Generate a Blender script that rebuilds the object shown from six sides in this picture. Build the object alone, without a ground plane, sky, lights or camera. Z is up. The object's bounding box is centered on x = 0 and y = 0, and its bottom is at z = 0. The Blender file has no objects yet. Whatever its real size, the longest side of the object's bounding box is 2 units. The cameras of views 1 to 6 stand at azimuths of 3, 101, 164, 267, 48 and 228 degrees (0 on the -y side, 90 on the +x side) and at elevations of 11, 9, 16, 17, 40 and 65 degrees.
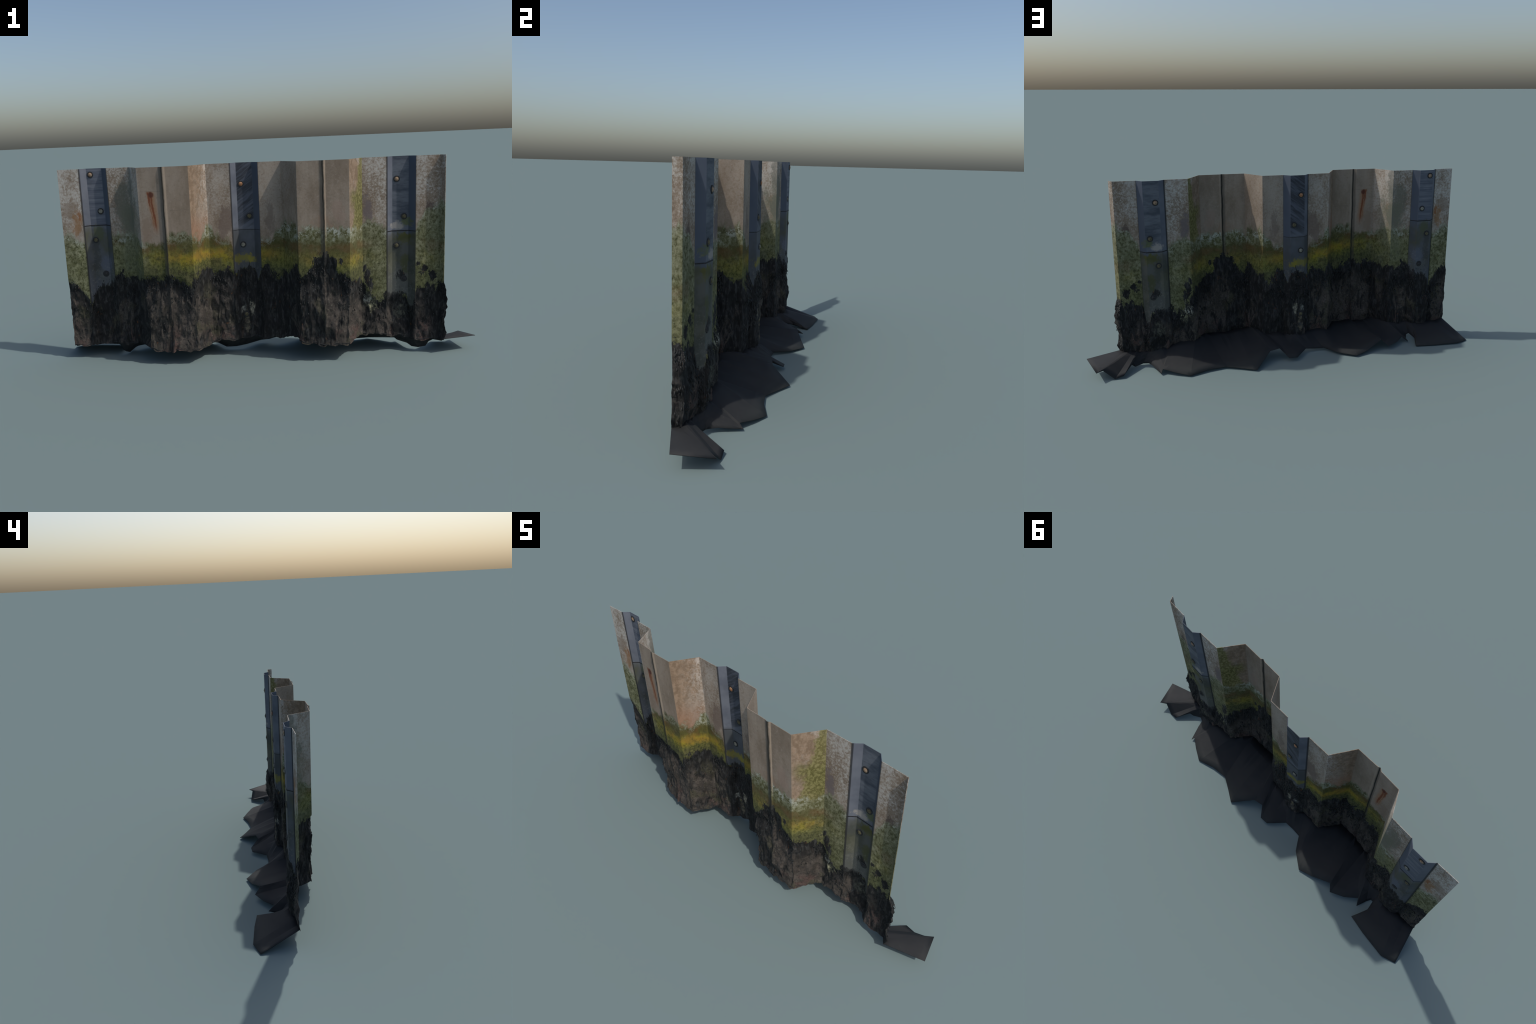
"""A cut-out stretch of tidal harbour wall: folded steel sheet piles, three bolted
fender planks, a tide line of algae and seaweed, and a torn apron of mud at the foot."""
import bpy, math, random
import numpy as np
from mathutils import noise, Vector

random.seed(7)
TOP = 0.926            # level top cut
THICK = 0.0018         # plate thickness
TILT = 0.05            # the tide lines drop by this much per metre of x

# ------------------------------------------------------------------ plan profile
# corners of the folded sheet seen from above, left to right (x, y)
PLAN = [(-.9438, -.0425), (-.842, -.041), (-.8156, -.0147), (-.7417, -.0155), (-.7123, -.0437),
        (-.6044, -.0481), (-.5426, -.1544), (-.4422, -.1603), (-.4281, -.170), (-.4118, -.1662),
        (-.3089, -.166), (-.2457, -.0557), (-.1333, -.0553), (-.1074, -.0262), (-.0329, -.0265),
        (-.0044, -.0556), (.1025, -.0576), (.170, -.1669), (.2683, -.1705), (.2841, -.1756),
        (.2954, -.169), (.3994, -.1717), (.4686, -.0641), (.5812, -.0636), (.6097, -.0388),
        (.684, -.0415), (.710, -.0706), (.8186, -.0745), (.8346, -.1025)]
FENDERS = [(1, 4), (12, 15), (23, 26)]          # first and last corner of each fender plank
LOCKS = [8, 19]                                  # corners of the pile interlocks
JOINTS = [0.656, 0.612, 0.583]                   # height of the butt joint in each fender
BOLTS = [[(-.797, .897), (-.762, .723), (-.798, .585), (-.763, .418)],
         [(-.088, .827), (-.053, .676), (-.088, .541), (-.088, .197)],
         [(.629, .823), (.663, .650), (.629, .514), (.663, .355)]]

# upper limit of the seaweed along x, as a height
WEED = [(-1, .41), (-.944, .405), (-.909, .381), (-.86, .316), (-.843, .273), (-.825, .315), (-.794, .364),
        (-.726, .37), (-.705, .415), (-.663, .416), (-.61, .398), (-.55, .42), (-.508, .44), (-.483, .418),
        (-.427, .44), (-.37, .42), (-.328, .375), (-.295, .43), (-.262, .453), (-.235, .425), (-.147, .428),
        (-.125, .415), (-.09, .436), (-.038, .434), (-.025, .37), (-.008, .43), (.028, .437), (.065, .395), (.10, .40),
        (.159, .455), (.178, .40), (.21, .43), (.245, .49), (.285, .505), (.325, .49), (.345, .42), (.39, .40),
        (.44, .375), (.505, .30), (.545, .262), (.60, .285), (.675, .29), (.687, .225), (.705, .22), (.714, .317), (.80, .315), (.835, .34), (1, .34)]
# height of the foot of the sheet along x
FOOT = [(-1, .065), (-.944, .065), (-.9, .060), (-.82, .067), (-.72, .070), (-.60, .074), (-.55, .086), (-.50, .070),
        (-.44, .067), (-.38, .067), (-.30, .072), (-.25, .078), (-.13, .078), (-.03, .082), (.10, .095), (.15, .108),
        (.19, .092), (.22, .085), (.35, .077), (.41, .080), (.45, .100), (.50, .098), (.57, .088), (.63, .078), (.70, .062),
        (.78, .066), (.835, .066), (1, .066)]


def along(table, x):
    for (x0, v0), (x1, v1) in zip(table[:-1], table[1:]):
        if x <= x1:
            k = (x - x0) / (x1 - x0)
            return v0 + (v1 - v0) * max(0.0, k)
    return table[-1][1]


def fbm(x, y, z, octaves=4):
    return noise.fractal(Vector((x, y, z)), 0.9, 2.1, octaves, noise_basis='PERLIN_ORIGINAL')


# ------------------------------------------------------------------ node helper
class Graph:
    def __init__(self, name):
        self.mat = bpy.data.materials.new(name)
        self.mat.use_nodes = True
        self.t = self.mat.node_tree
        self.t.nodes.clear()
        self.out = self.t.nodes.new('ShaderNodeOutputMaterial')
        self.b = self.t.nodes.new('ShaderNodeBsdfPrincipled')
        self.t.links.new(self.b.outputs[0], self.out.inputs[0])
        c = self.t.nodes.new('ShaderNodeTexCoord')
        self.co = c.outputs['Object']
        s = self.t.nodes.new('ShaderNodeSeparateXYZ')
        self.t.links.new(self.co, s.inputs[0])
        self.x, self.y, self.z = s.outputs

    def put(self, socket, v):
        if isinstance(v, bpy.types.NodeSocket):
            self.t.links.new(v, socket)
        elif isinstance(v, (tuple, list)):
            socket.default_value = (*v, 1.0) if len(v) == 3 and socket.type == 'RGBA' else v
        else:
            socket.default_value = v

    def m(self, op, a, b=0.0, c=None, clamp=False):
        n = self.t.nodes.new('ShaderNodeMath')
        n.operation, n.use_clamp = op, clamp
        self.put(n.inputs[0], a)
        self.put(n.inputs[1], b)
        if c is not None:
            self.put(n.inputs[2], c)
        return n.outputs[0]

    def add(self, a, b): return self.m('ADD', a, b)
    def sub(self, a, b): return self.m('SUBTRACT', a, b)
    def mul(self, a, b): return self.m('MULTIPLY', a, b)
    def inv(self, a): return self.m('SUBTRACT', 1.0, a)
    def big(self, a, b): return self.m('MAXIMUM', a, b)

    def step(self, v, lo, hi, to0=0.0, to1=1.0):
        n = self.t.nodes.new('ShaderNodeMapRange')
        n.interpolation_type = 'SMOOTHSTEP'
        self.put(n.inputs['Value'], v)
        if lo > hi:
            lo, hi, to0, to1 = hi, lo, to1, to0
        for k, q in (('From Min', lo), ('From Max', hi), ('To Min', to0), ('To Max', to1)):
            self.put(n.inputs[k], q)
        return n.outputs[0]

    def band(self, v, a, b, soft):
        return self.mul(self.step(v, a - soft, a + soft), self.step(v, b + soft, b - soft))

    def blob(self, cx, cz, rx, rz, ragged=None):
        dx = self.mul(self.sub(self.x, cx), 1 / rx)
        dz = self.mul(self.sub(self.z, cz), 1 / rz)
        d = self.m('SQRT', self.add(self.mul(dx, dx), self.mul(dz, dz)))
        if ragged is not None:
            d = self.add(d, ragged)
        return self.step(d, 1.2, .55)

    def noise(self, scale, detail=5, rough=.6, stretch=(1, 1, 1), shift=(0, 0, 0), turn=(0, 0, 0), distort=0.0):
        mp = self.t.nodes.new('ShaderNodeMapping')
        mp.inputs['Scale'].default_value = stretch
        mp.inputs['Location'].default_value = shift
        self.t.links.new(self.co, mp.inputs['Vector'])
        if any(turn):
            first = self.t.nodes.new('ShaderNodeMapping')
            first.inputs['Rotation'].default_value = turn
            self.t.links.new(self.co, first.inputs['Vector'])
            self.t.links.new(first.outputs[0], mp.inputs['Vector'])
        n = self.t.nodes.new('ShaderNodeTexNoise')
        self.t.links.new(mp.outputs[0], n.inputs['Vector'])
        n.inputs['Scale'].default_value = scale
        n.inputs['Detail'].default_value = detail
        n.inputs['Roughness'].default_value = rough
        n.inputs['Distortion'].default_value = distort
        return n.outputs[0]

    def cells(self, scale, stretch=(1, 1, 1), rnd=1.0):
        mp = self.t.nodes.new('ShaderNodeMapping')
        mp.inputs['Scale'].default_value = stretch
        self.t.links.new(self.co, mp.inputs['Vector'])
        n = self.t.nodes.new('ShaderNodeTexVoronoi')
        self.t.links.new(mp.outputs[0], n.inputs['Vector'])
        n.inputs['Scale'].default_value = scale
        n.inputs['Randomness'].default_value = rnd
        return n.outputs['Distance']

    def mix(self, f, a, b):
        n = self.t.nodes.new('ShaderNodeMix')
        n.data_type = 'RGBA'
        n.clamp_factor = True
        self.put(n.inputs[0], f)
        self.put(n.inputs[6], a)
        self.put(n.inputs[7], b)
        return n.outputs[2]

    def curve(self, table):
        """a drawn curve of height against x (x from -1 to 1)"""
        n = self.t.nodes.new('ShaderNodeFloatCurve')
        self.put(n.inputs['Value'], self.m('MULTIPLY_ADD', self.x, .5, .5))
        cm = n.mapping
        cm.use_clip = False
        c = cm.curves[0]
        pts = [((x + 1) / 2, v) for x, v in table]
        c.points[0].location, c.points[1].location = pts[0], pts[-1]
        for p in pts[1:-1]:
            c.points.new(*p)
        for p in c.points:
            p.handle_type = 'VECTOR'
        cm.update()
        return n.outputs[0]

    def finish(self, colour, rough=.85, bump=None, strength=.3, dist=.004, spec=.25):
        self.put(self.b.inputs['Base Color'], colour)
        self.put(self.b.inputs['Roughness'], rough)
        self.b.inputs['Specular IOR Level'].default_value = spec
        if bump is not None:
            n = self.t.nodes.new('ShaderNodeBump')
            n.inputs['Strength'].default_value = strength
            n.inputs['Distance'].default_value = dist
            self.put(n.inputs['Height'], bump)
            self.t.links.new(n.outputs[0], self.b.inputs['Normal'])
        return self.mat


# ------------------------------------------------------------------ materials
def seaweed_over(g, colour):
    """black weed, brown crust and pale barnacle patches below the weed line"""
    fine = g.noise(55, 6, .7, (1, 1, .45))
    mid = g.noise(16, 4, .6, (1, 1, .55), (3, 1, 2))
    torn = g.noise(34, 6, .75, (1, 1, .5), (7, 3, 5), distort=.8)
    line = g.add(g.curve(WEED), g.mul(g.sub(mid, .5), .10))
    line = g.add(line, g.mul(g.sub(torn, .5), .16))
    line = g.add(line, g.mul(g.sub(fine, .5), .06))
    mask = g.step(g.sub(line, g.z), -.003, .005)
    rag = g.mul(g.sub(torn, .5), 4.5)
    for cx, cz, rx, rz in ((.478, .405, .012, .035), (.492, .375, .015, .045), (.505, .335, .010, .045), (.728, .43, .014, .016),
                           (.748, .405, .022, .024), (.782, .378, .022, .026), (.655, .372, .022, .022), (.36, .475, .010, .018),
                           (.262, .475, .026, .020), (.325, .468, .02, .03)):
        mask = g.big(mask, g.step(g.blob(cx, cz, rx, rz, rag), .35, .65))
    strands = g.noise(85, 5, .65, (1, 1, .28), (1, 4, 2), distort=.6)
    weed = g.mix(g.step(strands, .45, .72), (.0120, .0118, .0118), (.050, .050, .048))  # lighter tone puts the highlights on the strands into the colour
    flecks = g.mul(g.step(g.noise(70, 3, .5, (1, 1, .6), (5, 2, 8)), .66, .74), g.step(g.noise(9, 3), .45, .6))
    weed = g.mix(g.mul(flecks, .8), weed, (.11, .045, .016))
    # brown crust, mostly lower down and on some stretches only
    where = g.curve([(-1, .75), (-.9, .75), (-.84, .46), (-.75, .44), (-.62, .43), (-.55, .46), (-.50, .72), (-.40, .80),
                     (-.30, .85), (-.18, .70), (-.13, .30), (0, .18), (.13, .22), (.18, .42), (.27, .42), (.31, .80), (.42, .85),
                     (.58, .80), (.62, .40), (.69, .30), (.73, .70), (.78, .55), (.82, .22), (1, .2)])
    low = g.step(g.sub(line, g.z), .04, .14)
    patch = g.noise(13, 6, .66, (1, 1, .45), (0, 7, 1), distort=.9)
    crust = g.step(g.add(patch, g.mul(g.sub(where, .5), .42)), .46, .56)
    crust = g.mul(g.mul(crust, low), g.step(g.noise(21, 5, .65, (1, 1, .36), (4, 4, 4), distort=.8), .36, .47))  # shadowed hollows of the crust, coloured dark instead of carved
    grain = g.noise(120, 4, .7)
    tone = g.mix(g.step(g.noise(20, 4, .6, (1, 1, .5)), .35, .65), (.042, .036, .031), (.078, .066, .056))
    tone = g.mix(g.mul(g.step(g.noise(7, 3, .6), .5, .62), .7), tone, (.052, .051, .029))
    tone = g.mix(g.mul(g.step(g.z, .22, .10), g.step(g.noise(11, 3), .5, .62)), tone, (.085, .054, .046))
    tone = g.mix(g.step(grain, .55, .72), tone, (.125, .114, .092))
    tone = g.mix(g.step(grain, .46, .34), tone, (.021, .019, .017))
    lower = g.mix(g.mul(crust, .92), weed, tone)
    speck = g.step(g.noise(75, 4, .7, (1, 1, .7), (9, 1, 1)), .44, .60)
    for cx, cz, rx, rz, c in ((.505, .255, .030, .050, (.30, .29, .18)), (.49, .262, .018, .028, (.36, .36, .33)),
                              (-.058, .225, .013, .035, (.27, .25, .19)), (-.098, .225, .012, .022, (.24, .24, .21)),
                              (-.086, .148, .013, .062, (.14, .12, .085)), (.645, .19, .03, .04, (.09, .09, .07))):
        lower = g.mix(g.mul(g.blob(cx, cz, rx, rz, rag), g.m('MULTIPLY_ADD', speck, .75, .15)), lower, c)
    return g.mix(mask, colour, lower), mask, strands


def tide_over(g, base, top_table, yellow_table, sage_table, strength=1.0):
    """green, yellow and rust coloured algae between the clean steel and the weed"""
    fine = g.noise(80, 6, .78, (1, 1, .8), (2, 2, 2))
    mid = g.noise(13, 5, .62, (1, 1, .8), (6, 2, 2))
    drip = g.noise(38, 4, .65, (1, 1, .12), (3, 9, 2))
    wob = g.add(g.mul(g.sub(fine, .5), .07), g.add(g.mul(g.sub(mid, .5), .13), g.mul(g.sub(drip, .5), .09)))
    w = g.add(g.add(g.z, g.mul(g.x, TILT)), g.mul(wob, .55))
    top = g.curve(top_table)
    below = g.sub(g.add(top, wob), g.z)
    mask = g.step(below, -.014, .018)
    broad = g.noise(7, 4, .65, (1, 1, 1.2), (9, 4, 1))
    speck = g.step(fine, .38, .64)
    pale = g.mix(speck, (.085, .082, .030), (.19, .195, .115))
    pale = g.mix(g.mul(g.step(broad, .48, .60), g.step(fine, .42, .56)), pale, (.30, .31, .25))
    olive = g.mix(fine, (.035, .032, .010), (.120, .108, .028))
    gold = g.mix(g.step(mid, .4, .6), (.33, .195, .028), (.23, .185, .020))
    gold = g.mix(g.mul(g.step(fine, .52, .40), .55), gold, (.10, .085, .015))
    moss = g.mix(g.step(fine, .36, .62), (.050, .055, .012), (.150, .145, .036))
    deep = g.mix(g.step(fine, .36, .62), (.030, .032, .014), (.105, .108, .040))
    c = g.mix(g.step(w, .600, .560), pale, olive)
    c = g.mix(g.step(w, .550, .515), c, moss)
    c = g.mix(g.mul(g.band(w, .474, .520, .020), g.mul(g.curve(yellow_table), g.step(g.add(g.mul(mid, .5), g.mul(broad, .5)), .38, .52, .12, 1))), c, gold)
    c = g.mix(g.step(w, .465, .42), c, deep)
    c = g.mix(g.mul(g.mul(g.step(broad, .50, .42), g.step(mid, .42, .56)), .7), c, g.mix(speck, (.045, .042, .018), (.120, .112, .050)))
    rust = g.mul(g.band(w, .520, .570, .018), g.step(g.noise(11, 5, .65, (1, 1, 1.3), (1, 8, 3)), .45, .60))
    c = g.mix(g.mul(rust, .7), c, (.120, .060, .018))
    sage = g.mix(speck, (.140, .142, .078), (.345, .345, .240))
    sage = g.mix(g.step(fine, .44, .36), sage, (.028, .030, .014))
    sage = g.mix(g.mul(g.step(g.noise(20, 5, .7, (1, 1, .8), (5, 5, 2)), .46, .60), .6), sage, g.mix(speck, (.040, .045, .016), (.130, .140, .050)))
    sage = g.mix(g.mul(g.step(w, .50, .42), .5), sage, g.mix(speck, (.07, .072, .022), (.185, .185, .080)))
    c = g.mix(g.curve(sage_table), c, sage)
    c = g.mix(g.mul(g.step(mid, .58, .40), .35), c, (.050, .050, .020))
    c = g.mix(g.mul(g.step(g.noise(95, 4, .7, (1, 1, 1), (8, 8, 1)), .60, .72), .30), c, (.28, .30, .22))
    return g.mix(g.mul(mask, strength), base, c), mask, below, fine


ALGAE_TOP = [(-1, .66), (-.944, .645), (-.90, .615), (-.86, .575), (-.84, .57), (-.72, .60), (-.62, .62), (-.58, .61), (-.54, .585),
             (-.45, .59), (-.40, .625), (-.35, .63), (-.31, .605), (-.27, .61), (-.25, .66), (-.22, .61), (-.17, .59), (-.14, .56),
             (-.13, .50), (-.01, .50), (.0, .58), (.05, .59), (.10, .645), (.15, .645), (.17, .625), (.27, .62), (.30, .625), (.39, .63), (.402, .635),
             (.41, .615), (.44, .61), (.47, .61), (.485, .64), (.52, .645), (.57, .60), (.70, .585), (.72, .615), (.76, .68), (.80, .70), (.83, .72), (1, .72)]
YELLOW = [(-1, .0), (-.56, .1), (-.50, .35), (-.42, .55), (-.38, .95), (-.26, 1), (-.22, .95), (-.14, .9), (-.01, .75), (.05, .7), (.09, .3),
          (.16, .25), (.24, .6), (.28, .2), (.38, .3), (.42, .8), (.46, .9), (.50, .2), (.7, .1), (.75, .5), (.8, .2), (1, .1)]
SAGE = [(-1, .85), (-.86, .8), (-.84, .4), (-.72, .55), (-.68, .5), (-.61, .55), (-.58, .45), (-.54, .25), (-.50, .1), (-.40, .0), (.0, .0), (.12, .1),
        (.2, .15), (.4, .1), (.46, .15), (.48, .5), (.57, .6), (.71, .6), (.73, .45), (.82, .5), (1, .5)]


def steel_material():
    g = Graph('weathered_steel')
    fine = g.noise(90, 5, .65)
    mid = g.noise(12, 5, .6, (1, 1, .5), (4, 0, 1))
    vert = g.noise(30, 4, .6, (1, 1, .07), (2, 5, 0))
    base = g.mix(g.step(mid, .35, .68), (.195, .150, .110), (.275, .220, .168))
    base = g.mix(g.mul(g.step(vert, .48, .68), .45), base, (.185, .138, .098))
    base = g.mix(g.mul(g.step(g.noise(5, 4, .6, (1, 1, .6), (8, 1, 5)), .46, .64), .5), base, (.300, .248, .200))
    base = g.mix(g.mul(g.step(fine, .56, .72), .35), base, (.36, .305, .25))
    base = g.mix(g.mul(g.step(fine, .46, .32), .40), base, (.145, .110, .080))
    # two webs are browner
    for a, b in ((-.309, -.247), (.4, .462)):
        brown = g.mix(g.step(g.noise(48, 5, .7, (1, 1, .8), (2, 6, 6)), .40, .62), (.165, .112, .070), (.265, .188, .128))
        base = g.mix(g.mul(g.band(g.x, a, b, .004), .85), base, brown)
    base = g.mix(g.mul(g.mul(g.band(g.x, -.309, -.247, .004), g.step(g.z, .74, .62)), .6), base, (.245, .125, .072))
    # lichen-grey outer panels
    lich = g.curve([(-1, .95), (-.845, .95), (-.72, .9), (-.60, .8), (-.55, .7), (-.535, .1), (-.40, .0), (-.30, .05), (-.25, .55), (-.13, .45), (0, .30),
                    (.10, .25), (.17, .1), (.40, .1), (.44, .35), (.47, .95), (.58, .9), (.7, .6), (.73, .85), (.83, .9), (1, .9)])
    spot = g.add(g.mul(g.noise(105, 6, .82), .55), g.mul(g.noise(8, 4, .65, (1, 1, .6), (3, 3, 9)), .45))
    up = g.step(g.z, .55, .80, .45, 1.0)
    base = g.mix(g.mul(g.mul(lich, up), g.step(spot, .44, .57)), base, (.45, .425, .385))
    base = g.mix(g.mul(lich, g.step(spot, .46, .38)), base, (.165, .122, .088))
    # purplish damp stains
    rag = g.mul(g.sub(g.noise(24, 6, .75, (1, 1, .6)), .5), 4.5)
    for cx, cz, rx, rz, c, k in ((-.165, .65, .038, .085, (.125, .090, .075), .65), (.49, .70, .022, .07, (.14, .115, .115), .85),
                                 (.775, .67, .022, .05, (.09, .065, .055), .85), (.045, .66, .030, .07, (.12, .09, .075), .55),
                                 (-.90, .74, .040, .05, (.19, .14, .10), .6), (-.36, .60, .035, .018, (.09, .055, .035), .8),
                                 (-.63, .74, .05, .14, (.135, .130, .105), .75), (-.60, .78, .014, .22, (.14, .14, .12), .6),
                                 (.285, .62, .06, .05, (.24, .16, .11), .5), (.35, .70, .03, .06, (.27, .19, .15), .45),
                                 (-.51, .66, .03, .06, (.20, .14, .10), .5), (-.08, .8, .02, .1, (.2, .16, .12), .4)):
        base = g.mix(g.mul(g.blob(cx, cz, rx, rz, rag), k), base, c)
    # rust: one run under an old eye bolt, one smear beside the first fender
    side = g.mul(g.sub(g.z, .80), -.10)
    rx = g.sub(g.x, g.add(-.484, side))
    rx = g.add(rx, g.mul(g.sub(g.noise(22, 5, .7, (1, 1, .5)), .5), .030))
    far = g.m('ABSOLUTE', rx)
    run = g.mul(g.step(g.z, .61, .69), g.step(g.z, .822, .81))
    base = g.mix(g.mul(g.mul(g.step(far, .026, .005), run), .65), base, (.27, .125, .052))
    twin = g.m('MINIMUM', far, g.add(g.m('ABSOLUTE', g.add(rx, .0105)), g.step(g.z, .79, .73, 0, .004)))
    base = g.mix(g.mul(g.mul(g.step(twin, .0075, .002), run), .85), base, (.150, .042, .018))
    base = g.mix(g.mul(g.blob(-.483, .803, .013, .014, g.mul(rag, .25)), .9), base, (.085, .028, .018))
    base = g.mix(g.mul(g.blob(-.870, .670, .026, .065, rag), .75), base, (.235, .125, .055))
    base = g.mix(g.mul(g.blob(-.858, .705, .008, .030, g.mul(rag, .5)), .7), base, (.22, .085, .03))
    # faint rolled seams
    for z0, a, b in ((.818, -.53, -.44), (.731, -.40, -.315)):
        base = g.mix(g.mul(g.mul(g.band(g.z, z0 - .001, z0 + .001, .0015), g.band(g.x, a, b, .004)), .35), base, (.10, .085, .07))
    # chalky edge by the fold and a slimy green run down one fold
    base = g.mix(g.mul(g.mul(g.mul(g.band(g.x, -.254, -.243, .004), g.step(fine, .40, .60)), g.step(g.add(g.z, g.mul(g.sub(mid, .5), .8)), .66, .90)), .6), base, (.50, .46, .42))
    narrow = g.step(g.z, .60, .93, -.030, .004)
    wavy = g.add(g.x, g.mul(g.sub(g.noise(30, 6, .75), .5), .05))
    run = g.mul(g.mul(g.step(g.sub(wavy, narrow), .442, .452), g.step(g.x, .4705, .4675)), g.step(fine, .26, .42))
    base = g.mix(g.mul(run, .9), base, g.mix(g.step(fine, .40, .62), (.100, .092, .026), (.215, .198, .085)))
    olive_web = g.mul(g.step(g.x, .395, .405), g.step(g.add(wavy, g.mul(g.sub(g.z, .70), .35)), .405, .445))
    olive_web = g.mul(g.mul(olive_web, g.step(g.x, .4705, .4675)), g.step(g.add(g.z, g.mul(g.sub(mid, .5), .2)), .80, .72))
    base = g.mix(g.mul(olive_web, .9), base, g.mix(g.step(fine, .38, .62), (.080, .076, .022), (.190, .178, .070)))
    crack = g.mul(g.blob(.425, .778, .014, .006, g.mul(rag, .4)), .5)
    base = g.mix(crack, base, (.10, .09, .04))
    # algae
    c, mask, below, f2 = tide_over(g, base, ALGAE_TOP, YELLOW, SAGE)
    chalk = g.mul(g.mul(g.band(below, .006, .040, .012), g.step(f2, .46, .54)), g.step(g.noise(18, 4, .6, (1, 1, 1.5), (2, 2, 7)), .38, .56))
    c = g.mix(g.mul(chalk, g.curve([(-1, .7), (-.88, .7), (-.84, .2), (-.7, .5), (-.65, .7), (-.56, .3), (-.54, .5), (-.5, .1), (-.3, .35),
                                    (-.27, .2), (.02, .5), (.07, .4), (.17, .95), (.27, .8), (.29, .9), (.39, .95), (.41, .2), (.55, .4), (1, .5)])), c, (.38, .395, .34))
    # dim greenish tint over one web and panel
    c = g.mix(g.mul(g.mul(g.band(g.x, -.66, -.56, .02), g.step(g.noise(10, 5, .65), .40, .6)), g.mul(g.step(g.z, .92, .70), .45)), c, (.13, .14, .09))
    # black gaps of the interlocks and beside the fenders
    wav = g.mul(g.sub(g.noise(14, 3), .5), .008)
    xx = g.add(g.x, wav)
    for a, b in ((-.431, -.4225), (.2805, .2895)):
        c = g.mix(g.mul(g.band(xx, a - .009, b, .005), .55), c, (.070, .065, .055))
        c = g.mix(g.mul(g.band(xx, a + .0015, b - .0005, .0022), .93), c, (.014, .015, .013))
    for a, b in ((-.419, -.412), (.292, .298)):
        c = g.mix(g.mul(g.mul(g.band(g.x, a, b, .002), g.step(g.z, .56, .62)), .5), c, (.36, .29, .22))
    for a, b in ((-.8455, -.8405), (-.714, -.7095), (-.1365, -.132), (-.007, -.003), (.578, .5835), (.7075, .712)):
        c = g.mix(g.mul(g.band(g.x, a, b, .0015), .8), c, (.020, .021, .022))
    c, wm, strands = seaweed_over(g, c)
    h = g.add(g.mul(fine, .35), g.mul(wm, g.mul(strands, .7)))
    return g.finish(c, .88, h, .35, .004)


def fender_material():
    g = Graph('tarred_fender_plank')
    fine = g.noise(100, 5, .7)
    cloud = g.noise(10, 4, .6)
    base = g.mix(g.step(cloud, .3, .7), (.090, .101, .127), (.130, .142, .170))
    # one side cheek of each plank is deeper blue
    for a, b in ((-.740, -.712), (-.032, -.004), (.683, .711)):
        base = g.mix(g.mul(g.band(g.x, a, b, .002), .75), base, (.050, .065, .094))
    # worn fronts: level scores, raking scores, broad smears
    lev = g.noise(20, 5, .65, (.18, 1, 5), (1, 2, 0))
    rake = g.noise(26, 4, .6, (.30, 1, 3.2), (0, 0, 0), (0, .62, 0), distort=.4)
    smear = g.noise(11, 6, .7, (.5, 1, 2.2), (5, 1, 3))
    for (a, b), n, dark, light in (((-.8156, -.7417), lev, (.078, .090, .118), (.135, .145, .172)),
                                   ((-.1074, -.0329), rake, (.032, .036, .045), (.080, .091, .116)),
                                   ((.6097, .684), smear, (.050, .060, .078), (.125, .138, .160))):
        front = g.band(g.x, a, b, .0012)
        base = g.mix(g.mul(front, g.step(g.z, .60, .66)), base, g.mix(g.step(n, .36, .64), dark, light))
    scores = g.mul(g.mul(g.band(g.x, -.80, -.76, .01), g.step(g.noise(60, 2, .5, (.08, 1, 2.4)), .56, .66)), g.step(g.z, .66, .72))
    base = g.mix(g.mul(scores, .35), base, (.22, .23, .25))
    base = g.mix(g.mul(g.step(g.noise(18, 5, .7), .54, .70), .25), base, (.06, .066, .076))
    # green-brown film under the joints
    w = g.add(g.z, g.mul(g.x, TILT))
    film = g.mul(g.step(w, .625, .60), g.step(w, .30, .42))
    rag = g.mul(g.sub(g.noise(20, 6, .75), .5), 4.5)
    base = g.mix(g.mul(g.step(w, .622, .575), .74), base, g.mix(g.step(cloud, .35, .65), (.044, .049, .058), (.068, .074, .084)))
    base = g.mix(g.mul(film, g.step(g.noise(8, 4, .6, (1, 1, .6)), .40, .60, .05, .75)), base, g.mix(g.band(g.x, -.14, .0, .01), (.070, .070, .034), (.052, .056, .058)))
    for cx, cz, rx, rz, c, k in ((.665, .545, .035, .035, (.085, .085, .012), .9), (.64, .605, .045, .018, (.30, .28, .25), .8),
                                 (.672, .615, .022, .030, (.085, .10, .035), .8), (-.09, .475, .06, .022, (.17, .15, .022), .8),
                                 (-.05, .475, .02, .018, (.20, .17, .02), .7), (.665, .44, .018, .05, (.080, .085, .025), .8),
                                 (.61, .43, .02, .07, (.16, .16, .13), .6), (-.78, .62, .03, .03, (.075, .085, .04), .7),
                                 (-.80, .50, .02, .09, (.045, .046, .045), .7), (-.75, .46, .03, .06, (.105, .12, .155), .6)):
        base = g.mix(g.mul(g.blob(cx, cz, rx, rz, rag), k), base, c)
    dust = g.mul(g.step(g.noise(70, 5, .75), .52, .62), g.step(w, .50, .42))
    base = g.mix(g.mul(g.mul(g.step(g.x, .56, .60), g.step(w, .61, .58)), .55), base, g.mix(g.step(cloud, .4, .6), (.050, .052, .026), (.085, .085, .060)))
    base = g.mix(g.mul(dust, .28), base, (.19, .19, .17))
    for a, b in ((-.8425, -.8385), (-.1340, -.130), (.5805, .5855)):
        base = g.mix(g.mul(g.band(g.x, a, b, .0012), .85), base, (.016, .016, .018))
    c, wm, strands = seaweed_over(g, base)
    return g.finish(c, .72, g.add(g.mul(fine, .3), g.mul(strands, .4)), .25, .003, .3)


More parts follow.
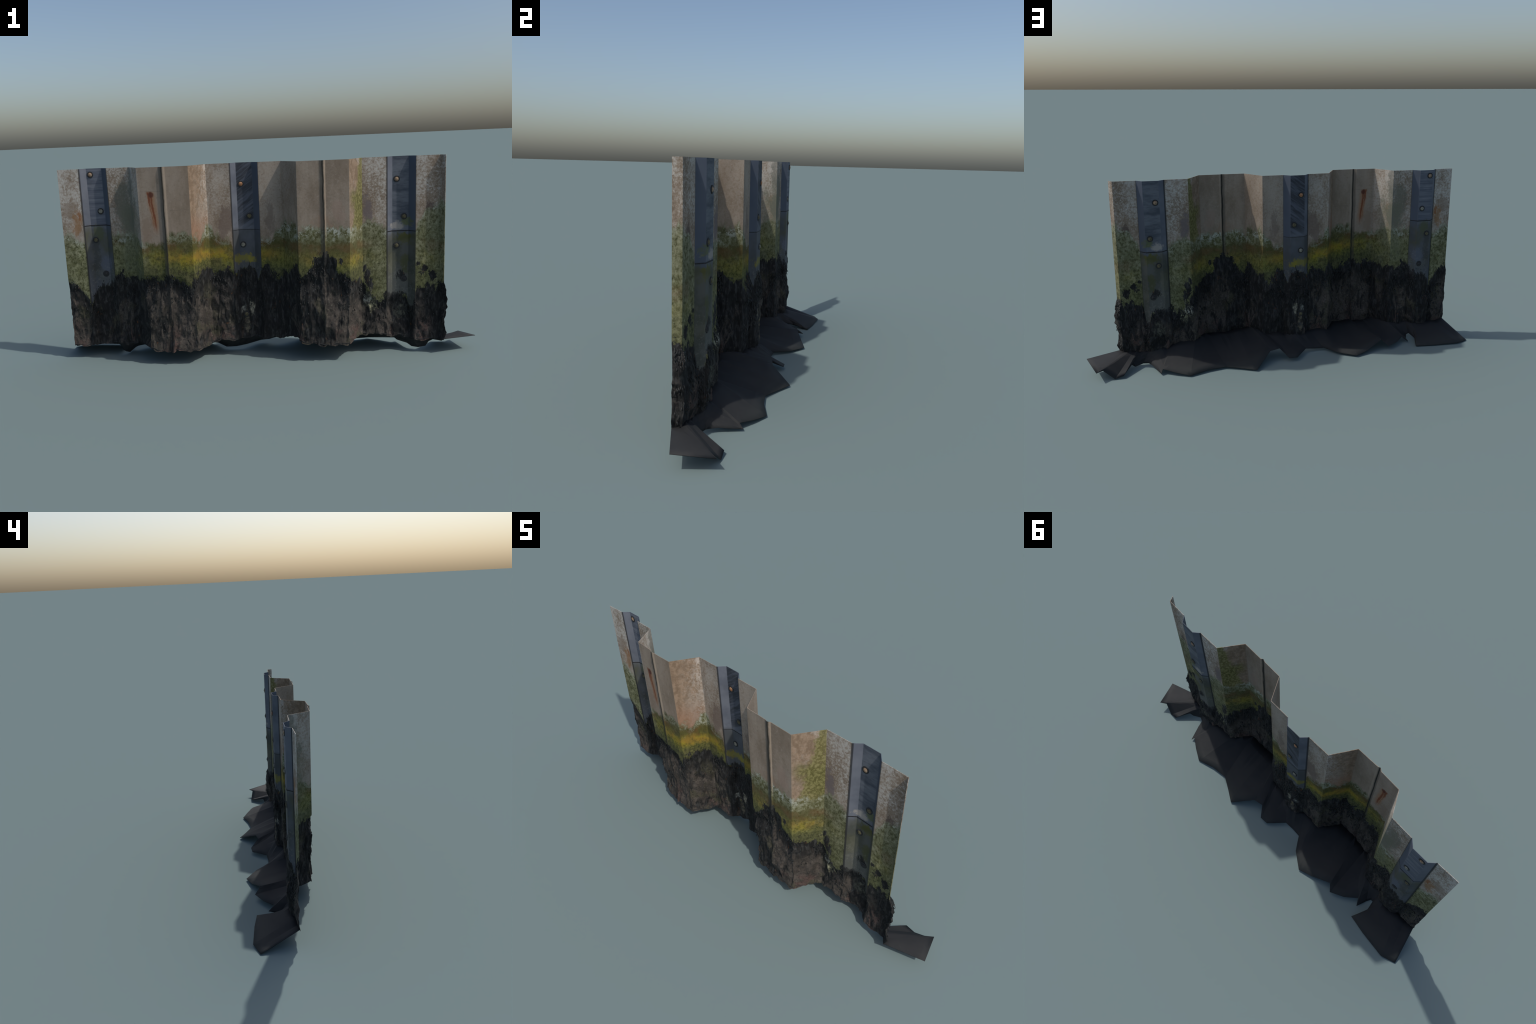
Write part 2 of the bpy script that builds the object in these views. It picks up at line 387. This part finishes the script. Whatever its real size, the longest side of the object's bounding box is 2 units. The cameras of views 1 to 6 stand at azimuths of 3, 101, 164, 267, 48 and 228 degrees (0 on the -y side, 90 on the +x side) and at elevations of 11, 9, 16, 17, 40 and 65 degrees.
def mud_material():
    g = Graph('dark_mud')
    fine = g.noise(70, 6, .7)
    cloud = g.noise(6, 4, .6)
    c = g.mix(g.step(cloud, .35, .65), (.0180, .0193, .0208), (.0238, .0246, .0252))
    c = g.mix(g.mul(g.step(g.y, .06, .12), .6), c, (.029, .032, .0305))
    c = g.mix(g.mul(g.step(fine, .58, .72), .35), c, (.042, .042, .042))
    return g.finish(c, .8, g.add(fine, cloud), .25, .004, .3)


def bolt_material(name, rim, crown):
    g = Graph(name)
    n = g.noise(140, 4, .7)
    return g.finish(g.mix(g.step(n, .35, .65), rim, crown), .75, n, .3, .002, .4)


def frond_material():
    g = Graph('wet_bladder_weed')
    n = g.noise(40, 3, .6)
    c = g.mix(g.step(n, .4, .65), (.009, .0105, .011), (.030, .031, .030))
    c = g.mix(g.step(g.noise(30, 2, .5, (1, 1, 1), (4, 4, 4)), .66, .72), c, (.075, .034, .014))
    return g.finish(c, .6, None, spec=.3)


# ------------------------------------------------------------------ object helpers
def link(ob, parent=None):
    bpy.context.collection.objects.link(ob)
    if parent:
        ob.parent = parent
    return ob


def mesh_object(name, verts, faces, mat, parent, smooth=False):
    me = bpy.data.meshes.new(name)
    me.from_pydata([tuple(v) for v in verts], [], [tuple(f) for f in faces])
    me.materials.append(mat)
    me.polygons.foreach_set('use_smooth', [smooth] * len(me.polygons))
    me.update()
    return link(bpy.data.objects.new(name, me), parent)


root = link(bpy.data.objects.new('quay_wall_section', None))
root['label'] = 'weathered steel sheet pile wall with fenders, algae and seaweed'
root['category'] = 'harbour wall'

STEEL, FENDER, MUD, FROND = steel_material(), fender_material(), mud_material(), frond_material()


# ------------------------------------------------------------------ the folded sheet
def sample_plan(step):
    pts, seg = [], []
    for i, (a, b) in enumerate(zip(PLAN[:-1], PLAN[1:])):
        n = max(2, math.ceil(math.dist(a, b) / step))
        for k in range(n):
            pts.append((a[0] + (b[0] - a[0]) * k / n, a[1] + (b[1] - a[1]) * k / n))
            seg.append(i)
    pts.append(PLAN[-1])
    seg.append(len(PLAN) - 2)
    return np.array(pts), np.array(seg)


pts, seg = sample_plan(.0052)
NU, NV = len(pts), 168
edge = np.diff(pts, axis=0)
edge /= np.linalg.norm(edge, axis=1)[:, None]
en = np.stack([-edge[:, 1], edge[:, 0]], 1)                  # points to +y, the water side
nrm = np.vstack([en[:1], (en[:-1] + en[1:]), en[-1:]])
nrm /= np.linalg.norm(nrm, axis=1)[:, None]
# softer normals for the crusted part, so that lumps do not tear at the folds
soft = nrm.copy()
for _ in range(6):
    soft[1:-1] = (soft[:-2] + soft[1:-1] * 2 + soft[2:]) / 4
soft /= np.linalg.norm(soft, axis=1)[:, None]


def crust_depth(x, y, z):
    """how far the weed and crust swell out of the plate, in metres"""
    line = along(WEED, x) + .02 * fbm(x * 16, 3.1, z * 9, 3)
    d = line - z
    if d <= 0:
        return 0.0
    k = min(1.0, d / .05)
    lump = fbm(x * 17, y * 17, z * 8, 4)
    ridge = abs(fbm(x * 26 + 9, y * 26, z * 9, 3))
    fine = fbm(x * 60, y * 60 + 4, z * 34, 3)
    low = max(0.0, min(1.0, (z - .05) / .06))
    broad = fbm(x * 8 + 3, y * 8, z * 6, 3)
    return max(-.004, k * ((.0095 + .011 * broad) * low + (.010 * lump - .008 * (.25 - ridge) + .003 * fine) * (.4 + .6 * low)))


def end_growth(x, y, z):
    """lumps that make the two cut ends ragged where they are overgrown"""
    near = max(0.0, 1 - min(x - PLAN[0][0], PLAN[-1][0] - x) / .035)
    d = along(WEED, x) - z
    if near == 0.0 or d < 0:
        return 0.0
    return math.copysign(near * min(1.0, d / .06) * (.002 + .012 * fbm(4.0, 2.0, z * 17, 4)) * (1.0 if x > 0 else .45), x)


mid = np.zeros((NV + 1, NU, 3))
for j in range(NU):
    x, y = pts[j]
    z0 = along(FOOT, x) - .004 + .012 * fbm(x * 24, 7.7, 1.3, 3)
    for i in range(NV + 1):
        z = z0 + (TOP - z0) * i / NV
        d = crust_depth(x, y, z)
        nx, ny = soft[j]
        mid[i, j] = (x + nx * d + end_growth(x, y, z), y + ny * d, z)

offset = np.zeros((NV + 1, NU, 3))
offset[:, :, 0], offset[:, :, 1] = nrm[:, 0] * THICK / 2, nrm[:, 1] * THICK / 2
front, back = mid + offset, mid - offset
verts = np.vstack([front.reshape(-1, 3), back.reshape(-1, 3)])
HALF = (NV + 1) * NU


def fender_of(s):
    for k, (a, b) in enumerate(FENDERS):
        if a <= s < b:
            return k
    return -1


def region(i, j):
    s = seg[j]
    x = (pts[j][0] + pts[j + 1][0]) / 2
    z = (mid[i, j, 2] + mid[i + 1, j, 2]) / 2
    line = along(WEED, x)
    f = fender_of(s)
    if z < line - .01:
        return 'seaweed_crust'
    if f >= 0:
        return f'fender_{f}_' + ('upper' if z > JOINTS[f] else 'lower')
    return 'pile_%d' % sum(s >= c for c in LOCKS)


faces, tags = [], []
grid = [[region(i, j) for j in range(NU - 1)] for i in range(NV)]
vid = lambda i, j, side: i * NU + j + side * HALF
for i in range(NV):
    for j in range(NU - 1):
        faces.append((vid(i, j, 0), vid(i + 1, j, 0), vid(i + 1, j + 1, 0), vid(i, j + 1, 0)))
        faces.append((vid(i, j, 1), vid(i, j + 1, 1), vid(i + 1, j + 1, 1), vid(i + 1, j, 1)))
        tags += [grid[i][j]] * 2
for j in range(NU - 1):                                       # top and bottom rims
    faces.append((vid(NV, j, 0), vid(NV, j, 1), vid(NV, j + 1, 1), vid(NV, j + 1, 0)))
    faces.append((vid(0, j, 0), vid(0, j + 1, 0), vid(0, j + 1, 1), vid(0, j, 1)))
    tags += [grid[NV - 1][j], grid[0][j]]
for i in range(NV):                                           # end rims
    faces.append((vid(i, 0, 0), vid(i, 0, 1), vid(i + 1, 0, 1), vid(i + 1, 0, 0)))
    faces.append((vid(i, NU - 1, 0), vid(i + 1, NU - 1, 0), vid(i + 1, NU - 1, 1), vid(i, NU - 1, 1)))
    tags += [grid[i][0], grid[i][NU - 2]]

whole = bpy.data.meshes.new('whole')
whole.from_pydata(verts.tolist(), [], faces)
whole.polygons.foreach_set('use_smooth', [True] * len(faces))
whole.update()
whole.set_sharp_from_angle(angle=math.radians(20))
cn = np.empty(len(whole.loops) * 3, np.float32)
whole.corner_normals.foreach_get('vector', cn)
cn = cn.reshape(-1, 4, 3)                                     # every face is a quad

faces_np, tags_np = np.array(faces), np.array(tags)


def cut_piece(tag, name, mat, parent):
    """one region of the sheet as its own mesh; borders and normals stay those of the whole"""
    pick = np.nonzero(tags_np == tag)[0]
    f = faces_np[pick]
    used, inverse = np.unique(f, return_inverse=True)
    ob = mesh_object(name, verts[used].tolist(), inverse.reshape(-1, 4).tolist(), mat, parent, True)
    ob.data.normals_split_custom_set(cn[pick].reshape(-1, 3).tolist())
    return ob


piles = [cut_piece('pile_%d' % k, 'steel_sheet_pile', STEEL, root) for k in range(3)]
crust = cut_piece('seaweed_crust', 'seaweed_crust', STEEL, root)
planks = [{p: cut_piece(f'fender_{k}_{p}', 'fender_plank', FENDER, root) for p in ('upper', 'lower')} for k in range(3)]
bpy.data.meshes.remove(whole)


# ------------------------------------------------------------------ joints and bolts of the fenders
def strip_between(name, corners, z, tall, out, mat, parent):
    """a narrow dark packing strip that follows the fender profile"""
    v, f = [], []
    for x, y in corners:
        for dy in (-out, out):
            for dz in (-tall / 2, tall / 2):
                v.append((x, y + dy, z + dz))
    for k in range(len(corners) - 1):
        a, b = 4 * k, 4 * k + 4
        f += [(a, b, b + 1, a + 1), (a + 1, b + 1, b + 3, a + 3), (a + 3, b + 3, b + 2, a + 2), (a + 2, b + 2, b, a)]
    e = 4 * (len(corners) - 1)
    f += [(0, 1, 3, 2), (e, e + 2, e + 3, e + 1)]
    return mesh_object(name, v, f, mat, parent)


gap = bolt_material('packing_black', (.012, .012, .014), (.022, .022, .024))
for k, (a, b) in enumerate(FENDERS):
    tall = (.0045, .0022, .0045)[k]
    line = [(x, y) for x, y in PLAN[a:b + 1]]
    strip_between('joint_packing', line, JOINTS[k], tall, THICK / 2 + .0013, gap, planks[k]['upper'])


def turned(profile, sides=20):
    """a turned form along y from (y, radius) pairs, mirrored to both faces of the plate"""
    v, f = [], []
    n = len(profile)
    for y, r in profile:
        for s in range(sides):
            a = 2 * math.pi * s / sides
            v.append((r * math.cos(a), y, r * math.sin(a)))
    for k in range(n - 1):
        for s in range(sides):
            t = (s + 1) % sides
            f.append((k * sides + s, k * sides + t, (k + 1) * sides + t, (k + 1) * sides + s))
    f.append(tuple(range(sides - 1, -1, -1)))
    f.append(tuple((n - 1) * sides + s for s in range(sides)))
    return v, f


head = [(-.0062, .003), (-.0055, .0065), (-.0036, .0092), (-.0030, .0098), (.0030, .0098), (.0036, .0092), (.0060, .0065), (.0072, .003)]
ring = [(-.0034, .0142), (-.0030, .0150), (.0030, .0150), (.0034, .0142)]
tan = bolt_material('bolt_rust_tan', (.19, .11, .06), (.34, .26, .18))
orange = bolt_material('bolt_rust_orange', (.23, .09, .035), (.38, .22, .12))
olive = bolt_material('bolt_slimy', (.050, .045, .022), (.13, .11, .06))
grey = bolt_material('bolt_pale', (.12, .115, .085), (.30, .29, .24))
black = bolt_material('bolt_black', (.014, .014, .015), (.032, .033, .034))
looks = [[tan, grey, olive, black], [orange, olive, grey, olive], [tan, olive, olive, black]]
heads = {}
hv, hf = turned(head)
rv, rf = turned(ring)
ring_mesh = None
for k, group in enumerate(BOLTS):
    a, b = PLAN[FENDERS[k][0] + 1], PLAN[FENDERS[k][1] - 1]
    for q, (x, z) in enumerate(group):
        y = a[1] + (b[1] - a[1]) * (x - a[0]) / (b[0] - a[0])
        mat = looks[k][q]
        if mat not in heads:
            me = bpy.data.meshes.new('bolt')
            me.from_pydata(hv, [], hf)
            me.materials.append(mat)
            me.polygons.foreach_set('use_smooth', [True] * len(me.polygons))
            me.set_sharp_from_angle(angle=math.radians(50))
            heads[mat] = me
        if ring_mesh is None:
            ring_mesh = bpy.data.meshes.new('bolt_washer')
            ring_mesh.from_pydata(rv, [], rf)
            ring_mesh.materials.append(black)
        ob = bpy.data.objects.new('bolt', heads[mat])
        y += crust_depth(x, y, z)
        ob.location = (x, y, z)
        ob.rotation_euler = (random.uniform(-.06, .06), random.uniform(0, 6.2), random.uniform(-.06, .06))
        link(ob, planks[k]['upper' if z > JOINTS[k] else 'lower'])
        wa = bpy.data.objects.new('bolt_washer', ring_mesh)
        wa.location = (x, y, z)
        link(wa, planks[k]['upper' if z > JOINTS[k] else 'lower'])

# ------------------------------------------------------------------ torn apron of mud
# (x along the foot of the sheet)  ->  torn outer edge (x, y, z)
APRON = [(.8346, (.9995, -.048, .067)), (.82, (.956, .083, .047)), (.79, (.925, .060, .045)), (.77, (.873, .074, .001)), (.757, (.832, .072, .012)),
         (.742, (.790, -.006, .028)), (.726, (.773, -.016, .010)), (.700, (.733, -.040, .012)), (.684, (.705, -.028, .014)),
         (.640, (.690, .010, .018)), (.6097, (.656, .092, .007)), (.5812, (.646, .076, .024)), (.52, (.590, .112, .014)), (.4686, (.522, .147, .004)),
         (.435, (.431, .117, .010)), (.3994, (.340, .104, .007)), (.30, (.27, .140, .006)), (.22, (.199, .180, .006)), (.170, (.107, .087, .055)),
         (.1025, (.053, .075, .058)), (.06, (.015, .121, .019)), (-.0044, (-.030, .117, .016)), (-.0329, (-.100, .040, .022)), (-.1074, (-.150, .035, .014)),
         (-.15, (-.200, .037, .012)), (-.2457, (-.250, .107, .010)), (-.3089, (-.335, .165, .007)), (-.40, (-.405, .142, .016)),
         (-.4422, (-.504, .102, .050)), (-.50, (-.532, .131, .022)), (-.5426, (-.60, .095, .022)), (-.6044, (-.653, .047, .025)), (-.615, (-.674, .077, .008)), (-.64, (-.690, .022, .002)),
         (-.66, (-.703, .0, .014)), (-.7123, (-.716, .003, .022)), (-.7417, (-.727, .055, .012)), (-.78, (-.693, .133, .002)), (-.8156, (-.790, .150, .003)),
         (-.842, (-.930, .164, .005)), (-.9438, (-.9995, .137, .0))]


def plan_y(x):
    for a, b in zip(PLAN[:-1], PLAN[1:]):
        if x <= b[0] + 1e-6:
            return a[1] + (b[1] - a[1]) * (x - a[0]) / (b[0] - a[0])
    return PLAN[-1][1]


def foot_point(x):
    j = int(np.argmin(np.abs(pts[:, 0] - x)))
    near = mid[0, max(0, j - 2):j + 3]
    return Vector((mid[0, j, 0], mid[0, j, 1], float(near[:, 2].max()) + .005))


rows = 6
cols = []
for (xa, ea), (xb, eb) in zip(APRON[:-1], APRON[1:]):
    n = max(1, round(abs(xa - xb) / .018))
    for k in range(n):
        t = k / n
        cols.append((foot_point(xa + (xb - xa) * t), Vector(ea).lerp(Vector(eb), t)))
cols.append((foot_point(APRON[-1][0]), Vector(APRON[-1][1])))
mv, mf = [], []
for c, (a, b) in enumerate(cols):
    for r in range(rows + 1):
        t = r / rows
        p = a.lerp(b, t)
        p.z += .020 * math.sin(math.pi * t ** .62) * max(0.0, 1 - abs((a.x - .27) / .16) ** 2.5)   # a hump of silt in one pan
        p.z = max(p.z, .0013)
        mv.append(p)
for c in range(len(cols) - 1):
    for r in range(rows):
        i0 = c * (rows + 1) + r
        i1 = i0 + rows + 1
        if (c + r) % 2:
            mf += [(i0, i0 + 1, i1 + 1), (i0, i1 + 1, i1)]
        else:
            mf += [(i0, i0 + 1, i1), (i0 + 1, i1 + 1, i1)]
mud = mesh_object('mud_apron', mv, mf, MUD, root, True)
mud.data.set_sharp_from_angle(angle=math.radians(9))
sol = mud.modifiers.new('thickness', 'SOLIDIFY')
sol.thickness, sol.offset = .0025, 0

# ------------------------------------------------------------------ loose fronds on the weed
fv, ff = [], []


def frond(p, out, length, width, lean):
    """one short leathery blade hanging from the crust"""
    side = Vector((-out.y, out.x, 0))
    base = len(fv)
    n = 3
    for k in range(n + 1):
        t = k / n
        c = p + out * (.0015 + length * .35 * math.sin(2.4 * t)) + Vector((0, 0, -length * t)) + side * lean * t * t
        w = width * (1 - .75 * t * t)
        for s, o in ((-1, 0), (1, 0), (1, -.0012), (-1, -.0012)):
            fv.append(c + side * (w * s) + out * o)
    for k in range(n):
        a, b = base + 4 * k, base + 4 * k + 4
        for q in range(4):
            r = (q + 1) % 4
            ff.append((a + q, a + r, b + r, b + q))
    ff.append((base, base + 3, base + 2, base + 1))
    e = base + 4 * n
    ff.append((e, e + 1, e + 2, e + 3))


made = 0
while made < 2600:
    j = random.randrange(2, NU - 2)
    x, y = pts[j]
    line = along(WEED, x)
    z0 = along(FOOT, x)
    z = line - abs(random.gauss(0, .10)) + .004
    if z < z0 + .03 or noise.noise(Vector((x * 14, y * 14, z * 8))) < -.05:
        continue
    sgn = 1 if random.random() < .72 else -1
    i = min(NV, max(0, round((z - z0) / (TOP - z0) * NV)))
    out = Vector((soft[j][0], soft[j][1], 0)) * sgn
    p = Vector(mid[i, j]) + out * (THICK / 2 - .001)
    size = random.uniform(.008, .017) * (1 if sgn > 0 else .7)
    frond(p, out, size, random.uniform(.0012, .0026), random.gauss(0, .004))
    made += 1
fronds = mesh_object('seaweed_frond', fv, ff, FROND, root, True)
fronds['kind'] = 'stuff'
